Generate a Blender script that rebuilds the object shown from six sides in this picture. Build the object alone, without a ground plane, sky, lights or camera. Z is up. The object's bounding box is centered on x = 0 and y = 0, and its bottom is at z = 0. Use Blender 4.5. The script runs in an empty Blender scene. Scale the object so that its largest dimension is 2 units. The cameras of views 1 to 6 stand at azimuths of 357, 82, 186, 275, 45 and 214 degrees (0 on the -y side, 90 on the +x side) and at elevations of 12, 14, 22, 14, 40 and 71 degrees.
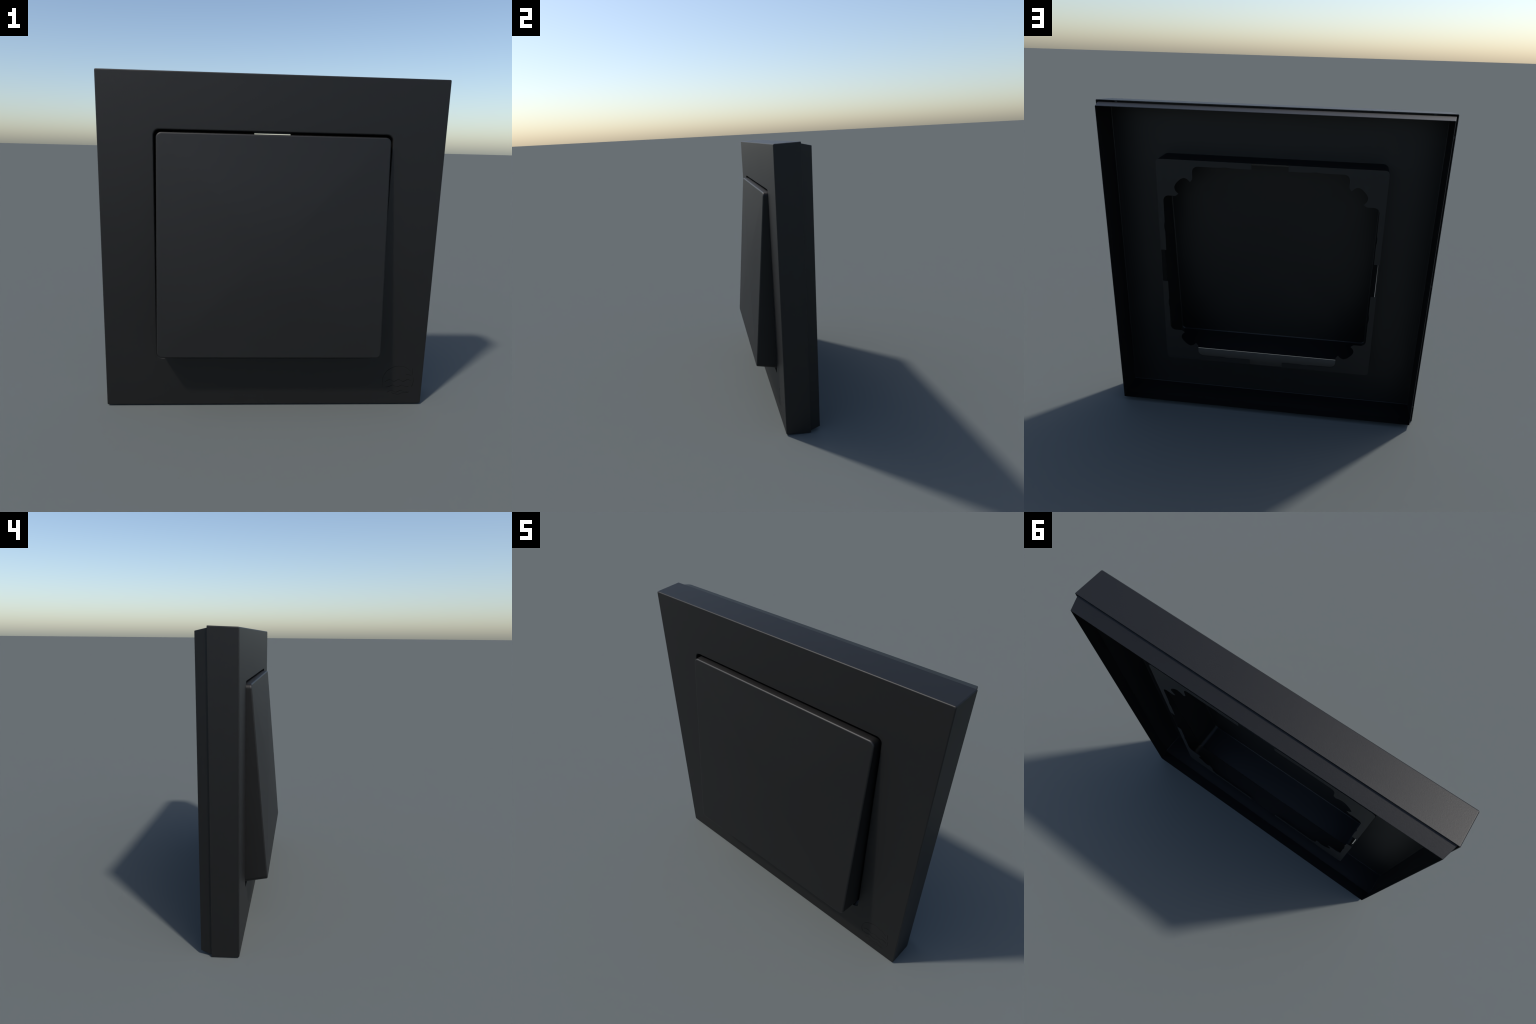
"""Square wall light switch: cover frame with a stepped rear lip, a retaining ring behind
the opening, a tilted rocker and a small engraved emblem.  Metres, z up, front faces -y."""
import bpy, bmesh, math
from mathutils import Vector, Matrix

ZC = 1.0                                   # height of the frame's centre


# ------------------------------------------------------------------ materials
def plastic(name, colour, rough, grain, grain_scale, spec=0.45):
    m = bpy.data.materials.new(name)
    m.use_nodes = True
    nt = m.node_tree
    n, l = nt.nodes, nt.links
    bsdf = n["Principled BSDF"]
    tc = n.new("ShaderNodeTexCoord")
    # faint unevenness of the pigment and of the gloss
    big = n.new("ShaderNodeTexNoise")
    big.inputs["Scale"].default_value = 2.2
    big.inputs["Detail"].default_value = 3
    l.new(tc.outputs["Object"], big.inputs["Vector"])
    ramp = n.new("ShaderNodeValToRGB")
    ramp.color_ramp.elements[0].position = 0.3
    ramp.color_ramp.elements[1].position = 0.7
    ramp.color_ramp.elements[0].color = [c * 0.95 for c in colour] + [1]
    ramp.color_ramp.elements[1].color = [c * 1.05 for c in colour] + [1]
    l.new(big.outputs["Fac"], ramp.inputs["Fac"])
    l.new(ramp.outputs["Color"], bsdf.inputs["Base Color"])
    mr = n.new("ShaderNodeMapRange")
    mr.inputs["To Min"].default_value = rough - 0.015
    mr.inputs["To Max"].default_value = rough + 0.015
    l.new(big.outputs["Fac"], mr.inputs["Value"])
    l.new(mr.outputs["Result"], bsdf.inputs["Roughness"])
    bsdf.inputs["Specular IOR Level"].default_value = spec
    # spark-eroded mould grain
    fine = n.new("ShaderNodeTexNoise")
    fine.inputs["Scale"].default_value = grain_scale
    fine.inputs["Detail"].default_value = 2.5
    fine.inputs["Distortion"].default_value = 0.8
    l.new(tc.outputs["Object"], fine.inputs["Vector"])
    bump = n.new("ShaderNodeBump")
    bump.inputs["Strength"].default_value = grain
    bump.inputs["Distance"].default_value = 0.002
    l.new(fine.outputs["Fac"], bump.inputs["Height"])
    l.new(bump.outputs["Normal"], bsdf.inputs["Normal"])
    return m


BLACK = (0.0053, 0.0049, 0.0047)
MAT_FRAME = plastic("grained_black_plastic", BLACK, 0.51, 0.11, 200)
MAT_ROCKER = plastic("satin_black_plastic", BLACK, 0.50, 0.06, 150)
MAT_INNER = plastic("inner_black_plastic", BLACK, 0.50, 0.10, 150)


# ------------------------------------------------------------------ helpers
def rounded_rect(hx, hz, r, seg=8):
    """Outline of a rounded rectangle in the x-z plane, counter-clockwise."""
    pts = []
    r = max(min(r, hx, hz), 1e-4)
    for cx, cz, a0 in ((hx - r, hz - r, 0), (-hx + r, hz - r, 90),
                       (-hx + r, -hz + r, 180), (hx - r, -hz + r, 270)):
        for i in range(seg + 1):
            a = math.radians(a0 + 90 * i / seg)
            pts.append((cx + r * math.cos(a), cz + r * math.sin(a)))
    return pts


def loft(name, rings, closed, cap_start=False, cap_end=False, seg=8):
    """Skin through rounded rectangles (half_x, half_z, y, corner radius)."""
    bm = bmesh.new()
    loops = [[bm.verts.new((x, y, z)) for x, z in rounded_rect(hx, hz, r, seg)]
             for hx, hz, y, r in rings]
    pairs = list(zip(loops, loops[1:]))
    if closed:
        pairs.append((loops[-1], loops[0]))
    n = len(loops[0])
    for a, b in pairs:
        for i in range(n):
            bm.faces.new((a[i], a[(i + 1) % n], b[(i + 1) % n], b[i]))
    if cap_start:
        bm.faces.new(loops[0])
    if cap_end:
        bm.faces.new(loops[-1])
    bmesh.ops.recalc_face_normals(bm, faces=bm.faces)
    me = bpy.data.meshes.new(name)
    bm.to_mesh(me)
    bm.free()
    ob = bpy.data.objects.new(name, me)
    bpy.context.scene.collection.objects.link(ob)
    return ob


def fillet(p_in, corner, p_out, r, steps=4):
    """Points rounding a profile corner; p = (half, y)."""
    c = Vector(corner)
    a = (Vector(p_in) - c).normalized()
    b = (Vector(p_out) - c).normalized()
    ang = a.angle(b)
    t = r / math.tan(ang / 2)
    centre = c + (a + b).normalized() * (r / math.sin(ang / 2))
    s, e = c + a * t - centre, c + b * t - centre
    full = s.angle_signed(e)
    out = []
    for i in range(steps + 1):
        # angle_signed is clockwise positive
        rot = Matrix.Rotation(-full * i / steps, 2)
        out.append(tuple(centre + rot @ s))
    return out


def finish(ob, mat, parent, angle=40):
    ob.data.materials.clear()
    ob.data.materials.append(mat)
    for p in ob.data.polygons:
        p.use_smooth = True
        p.material_index = 0
    bm = bmesh.new()
    bm.from_mesh(ob.data)
    for e in bm.edges:
        e.smooth = not (len(e.link_faces) == 2 and e.calc_face_angle() > math.radians(angle))
    bm.to_mesh(ob.data)
    bm.free()
    w = ob.modifiers.new("weighted", 'WEIGHTED_NORMAL')
    w.weight = 100
    w.keep_sharp = True
    apply_modifiers(ob)
    ob.parent = parent
    return ob


def apply_modifiers(ob):
    dg = bpy.context.evaluated_depsgraph_get()
    dg.update()
    me = bpy.data.meshes.new_from_object(ob.evaluated_get(dg))
    old = ob.data
    ob.modifiers.clear()
    ob.data = me
    me.name = ob.name
    bpy.data.meshes.remove(old)


# ------------------------------------------------------------------ the thing
root = bpy.data.objects.new("light_switch", None)
bpy.context.scene.collection.objects.link(root)
root["label"] = "square matte black wall light switch with a tilted rocker"
root["category"] = "light switch"

Y_FRONT, Y_RIM, Y_BACK = -0.0495, 0.1240, 0.196
T = 0.0040                                 # wall thickness of the mouldings
OPEN = 0.6840                              # half size of the front opening

# ---- cover frame: flat front, drafted side walls, thin shell
prof = []
prof += [(OPEN, Y_FRONT + T, 0.035)]
prof += [(h, y, 0.035) for h, y in fillet((OPEN, 0.1), (OPEN, Y_FRONT), (0.9, Y_FRONT), 0.0035, 3)]
prof += [(OPEN + 0.012, Y_FRONT, 0.040), (0.980, Y_FRONT, 0.004)]
prof += [(h, y, 0.007) for h, y in fillet((0.9, Y_FRONT), (0.9945, Y_FRONT), (1.0, Y_RIM), 0.0065, 4)]
prof += [(h, y, 0.006) for h, y in fillet((0.9945, Y_FRONT), (1.0, Y_RIM), (0.9, Y_RIM), 0.0012, 2)]
prof += [(1.0 - T, Y_RIM, 0.004)]
prof += [(h, y, 0.005) for h, y in fillet((1.0 - T, Y_RIM), (0.9945 - T, Y_FRONT + T), (0.9, Y_FRONT + T), 0.004, 3)]
prof += [(0.978, Y_FRONT + T, 0.004), (OPEN + 0.012, Y_FRONT + T, 0.040)]
frame = loft("frame", [(h, h, y, r) for h, y, r in prof], closed=True)
frame.location = (0, 0, ZC)

# ---- rear lip: a thin tapered skirt standing inside the rim with an open seam round it
lip_prof = [(0.9896, 0.1228), (0.9891, 0.1252), (0.9882, 0.1282)]
lip_prof += fillet((0.9882, 0.1282), (0.9730, Y_BACK), (0.9, Y_BACK), 0.0012, 3)
lip_prof += [(0.9706, Y_BACK), (0.9858, 0.1275), (0.9868, 0.1228)]
rear_lip = loft("rear_lip", [(h, h, y, 0.004) for h, y in lip_prof], closed=True)
rear_lip.location = (0, 0, ZC)


def box(bm, c, half):
    m = Matrix.Translation(c) @ Matrix.Diagonal((2 * half[0], 2 * half[1], 2 * half[2], 1))
    bmesh.ops.create_cube(bm, size=1.0, matrix=m)


# small webs that carry the lip, bridging the seam to the side walls of the frame
bm = bmesh.new()
for k in range(4):
    spin = Matrix.Rotation(math.radians(90 * k), 4, 'Y')
    for off in (-0.88, 0.0, 0.88):
        before = set(bm.verts)
        box(bm, (off, 0.1212, 0.9915), (0.007, 0.0022, 0.0060))
        bmesh.ops.transform(bm, matrix=spin, verts=[v for v in bm.verts if v not in before])
web_me = bpy.data.meshes.new("lip_web")
bm.to_mesh(web_me)
bm.free()
lip_web = bpy.data.objects.new("lip_web", web_me)
bpy.context.scene.collection.objects.link(lip_web)

# ---- retaining ring: wall of the opening ...
Y_RING = 0.1060
ring_prof = [(OPEN - 0.0008, Y_FRONT + T - 0.001, 0.035), (OPEN + 0.0020, Y_FRONT + T - 0.001, 0.037),
             (0.6786, Y_RING - 0.0022, 0.024), (0.6779, Y_RING - 0.0012, 0.023),
             (0.6765, Y_RING - 0.0012, 0.022)]
ring = loft("retaining_ring", [(h, h, y, r) for h, y, r in ring_prof], closed=True)
ring.location = (0, 0, ZC)


# ... and four corner brackets closing its back, with key-hole cut-outs and a notch per side
def catmull(pts, sub=4):
    out = []
    for i in range(len(pts) - 1):
        p0 = Vector(pts[max(i - 1, 0)])
        p1, p2 = Vector(pts[i]), Vector(pts[i + 1])
        p3 = Vector(pts[min(i + 2, len(pts) - 1)])
        for k in range(sub):
            t = k / sub
            out.append(tuple(0.5 * ((2 * p1) + (p2 - p0) * t + (2 * p0 - 5 * p1 + 4 * p2 - p3) * t * t
                                    + (3 * p1 - p0 - 3 * p2 + p3) * t ** 3)))
    out.append(tuple(pts[-1]))
    return out


def bracket_outline():
    edge, shelf, outer, notch = 0.6432, 0.4600, 0.6782, 0.108
    half = [(edge, notch), (edge, 0.232)]
    half += [(edge + d, z) for d, z in ((0.0030, 0.243), (0.0042, 0.254), (0.0045, 0.263),
                                        (0.0038, 0.274), (0.0018, 0.284))]
    half += [(edge, 0.292)]
    r = 0.033
    half += [(edge - r + r * math.cos(a), shelf - r + r * math.sin(a))
             for a in [math.radians(90 * i / 8) for i in range(9)]]
    half += [(0.570, shelf), (0.5635, 0.4625), (0.5495, 0.4745)]
    half += catmull([(0.5495, 0.4755), (0.5650, 0.4910), (0.5718, 0.5130), (0.5620, 0.5355)], 5)
    inner = half + [(z, x) for x, z in reversed(half)]
    r = 0.0235
    corner = [(outer - r + r * math.cos(a), outer - r + r * math.sin(a))
              for a in [math.radians(90 * i / 8) for i in range(9)]]
    return inner + [(notch, outer)] + corner[::-1] + [(outer, notch)]


def extrude_outline(name, pts, y0, y1):
    bm = bmesh.new()
    a = [bm.verts.new((x, y0, z)) for x, z in pts]
    b = [bm.verts.new((x, y1, z)) for x, z in pts]
    bm.faces.new(a)
    bm.faces.new(b[::-1])
    n = len(pts)
    for i in range(n):
        bm.faces.new((a[i], b[i], b[(i + 1) % n], a[(i + 1) % n]))
    bmesh.ops.recalc_face_normals(bm, faces=bm.faces)
    me = bpy.data.meshes.new(name)
    bm.to_mesh(me)
    bm.free()
    ob = bpy.data.objects.new(name, me)
    bpy.context.scene.collection.objects.link(ob)
    return ob


bracket = extrude_outline("corner_bracket", bracket_outline(), Y_RING - 0.004, Y_RING)

# ---- rocker: drafted open box, lower edge swung out
TILT = math.atan2(0.1145, 1.283)
DEPTH, ROCK_W = 0.184, 0.0035
FW, FH, BW, BH = 0.6640, 0.6467, 0.6730, 0.6635      # half sizes front / back


def rock(d, inset, r):
    """Ring at depth d behind the rocker's face, moved inwards by inset."""
    f = d / DEPTH
    return (FW + (BW - FW) * f - inset, FH + (BH - FH) * f - inset, d, r)


rings = []
R = 0.0085                                    # fillet round the face
for i in range(6):
    a = math.radians(90 * i / 5)
    rings.append(rock(R * (1 - math.sin(a)), R * (1 - math.cos(a)), 0.030 - R * (1 - math.cos(a))))
rings = rings[::-1]
rings += [rock(DEPTH, 0, 0.030), rock(DEPTH, ROCK_W, 0.026)]
r2 = R - 0.001
for i in range(5):
    a = math.radians(90 * i / 4)
    rings.append(rock(ROCK_W + r2 * (1 - math.sin(a)), ROCK_W + r2 * (1 - math.cos(a)),
                      0.026 - r2 * (1 - math.cos(a))))
rocker = loft("rocker", rings, closed=False)


def domed_cap(ob, ring_index, n_seg=8, steps=14, height=0.0095, hx=FW, hz=FH):
    """Close one end ring with shrinking rounded rectangles that bulge forward."""
    bm = bmesh.new()
    bm.from_mesh(ob.data)
    bm.verts.ensure_lookup_table()
    n = 4 * (n_seg + 1)
    start = bm.verts[ring_index * n:(ring_index + 1) * n]
    base = [v.co.copy() for v in start]

    def bulge(x, z):
        return height * (1 - (x / hx) ** 2) * (1 - (z / hz) ** 2)

    prev = list(start)
    for k in range(1, steps):
        f = 1 - k / steps
        cur = [bm.verts.new((c.x * f, c.y - bulge(c.x * f, c.z * f), c.z * f)) for c in base]
        for i in range(n):
            bm.faces.new((prev[i], prev[(i + 1) % n], cur[(i + 1) % n], cur[i]))
        prev = cur
    tip = bm.verts.new((0, base[0].y - height, 0))
    for i in range(n):
        bm.faces.new((prev[i], prev[(i + 1) % n], tip))
    bmesh.ops.recalc_face_normals(bm, faces=bm.faces)
    bm.to_mesh(ob.data)
    bm.free()


for v in rocker.data.vertices:          # rear rim stands a little less deep at the top
    if v.co.y > DEPTH - 0.001:
        v.co.y -= 0.008 * v.co.z / BH
domed_cap(rocker, 0)
domed_cap(rocker, len(rings) - 1)
rocker.location = (0, -0.1392, 1.0229)
rocker.rotation_euler = (-TILT, 0, 0)


# ---- emblem: a disc drawn in thin grooves, with waves across its lower half
def circle_arc(cx, cz, r, a0, a1, n):
    return [(cx + r * math.cos(math.radians(a0 + (a1 - a0) * i / n)),
             cz + r * math.sin(math.radians(a0 + (a1 - a0) * i / n))) for i in range(n + 1)]


def wave(x0, x1, z, amp, period, phase, n=64):
    return [(x0 + (x1 - x0) * i / n,
             z + amp * math.sin(2 * math.pi * (x0 + (x1 - x0) * i / n - phase) / period))
            for i in range(n + 1)]


EX, EZ, ER = 0.8355, 0.1635, 0.1005
strokes = [
    circle_arc(EX, EZ, ER, 207, 42, 40),
    catmull([(0.9180, 0.2530), (0.9235, 0.2400), (0.9260, 0.2250), (0.9245, 0.2040)]),
    catmull([(0.8840, 0.2080), (0.9030, 0.2050), (0.9180, 0.1990)]),
    circle_arc(EX, EZ, ER, 14, -24, 10),
    wave(0.7510, 0.9230, 0.1655, 0.0065, 0.0600, 0.7650),
    wave(0.7560, 0.9080, 0.1275, 0.0065, 0.0620, 0.7860),
    wave(0.7680, 0.9020, 0.0915, 0.0060, 0.0600, 0.7850),
    catmull([(0.8000, 0.0810), (0.8270, 0.0730), (0.8480, 0.0710), (0.8620, 0.0780), (0.8790, 0.0820),
             (0.9010, 0.0800), (0.9120, 0.0880)]),
]


def groove_cutter(paths, half_w, depth):
    """Square ridges along the strokes, sunk into the front face."""
    bm = bmesh.new()
    for pts in paths:
        P = [Vector(p) for p in pts]
        rows = []
        for i, p in enumerate(P):
            d = (P[min(i + 1, len(P) - 1)] - P[max(i - 1, 0)]).normalized()
            s = Vector((-d.y, d.x))
            taper = 0.5 if i in (0, len(P) - 1) else 1.0
            row = []
            for off, y in ((-1, -0.002), (-1, depth), (1, depth), (1, -0.002)):
                q = p + s * off * half_w * taper
                row.append(bm.verts.new((q.x, Y_FRONT + y * (taper if y > 0 else 1), q.y - ZC)))
            rows.append(row)
        k = len(rows[0])
        for a, b in zip(rows, rows[1:]):
            for j in range(k):
                bm.faces.new((a[j], a[(j + 1) % k], b[(j + 1) % k], b[j]))
        bm.faces.new(rows[0])
        bm.faces.new(rows[-1][::-1])
    bmesh.ops.recalc_face_normals(bm, faces=bm.faces)
    me = bpy.data.meshes.new("cutter")
    bm.to_mesh(me)
    bm.free()
    ob = bpy.data.objects.new("cutter", me)
    bpy.context.scene.collection.objects.link(ob)
    ob.location = (0, 0, ZC)
    return ob


cutter = groove_cutter(strokes, 0.0011, 0.0020)
tmp_a = bpy.data.materials.new("tmp_frame")
tmp_b = bpy.data.materials.new("tmp_groove")
frame.data.materials.append(tmp_a)
cutter.data.materials.append(tmp_b)
bo = frame.modifiers.new("engrave", 'BOOLEAN')
bo.operation = 'DIFFERENCE'
bo.solver = 'EXACT'
bo.use_self = True
bo.object = cutter
bo.material_mode = 'TRANSFER'
apply_modifiers(frame)
bpy.data.objects.remove(cutter, do_unlink=True)

# the groove faces become the emblem, sharing their border with the frame
slot = [i for i, m in enumerate(frame.data.materials) if m and m.name.startswith("tmp_groove")]
groove_faces = {p.index for p in frame.data.polygons if p.material_index in slot}


def keep_faces(src, name, keep):
    bm = bmesh.new()
    bm.from_mesh(src.data)
    bm.faces.ensure_lookup_table()
    bmesh.ops.delete(bm, geom=[f for f in bm.faces if (f.index in groove_faces) != keep], context='FACES')
    me = bpy.data.meshes.new(name)
    bm.to_mesh(me)
    bm.free()
    return me


print("groove faces", len(groove_faces), "of", len(frame.data.polygons))
emblem_me = keep_faces(frame, "emblem", True)
frame_me = keep_faces(frame, "frame", False)
frame.data = frame_me
emblem = bpy.data.objects.new("emblem", emblem_me)
bpy.context.scene.collection.objects.link(emblem)
emblem.location = frame.location

finish(frame, MAT_FRAME, root)
finish(emblem, MAT_FRAME, root, 30)
finish(rear_lip, MAT_INNER, root)
finish(lip_web, MAT_INNER, rear_lip)
finish(ring, MAT_INNER, root)
finish(rocker, MAT_ROCKER, root)
finish(bracket, MAT_INNER, ring)
for k in range(4):
    b = bracket if k == 0 else bracket.copy()
    if k:
        bpy.context.scene.collection.objects.link(b)
        b.parent = ring
    b.rotation_euler = (0, math.radians(90 * k), 0)
for m in (tmp_a, tmp_b):
    bpy.data.materials.remove(m)
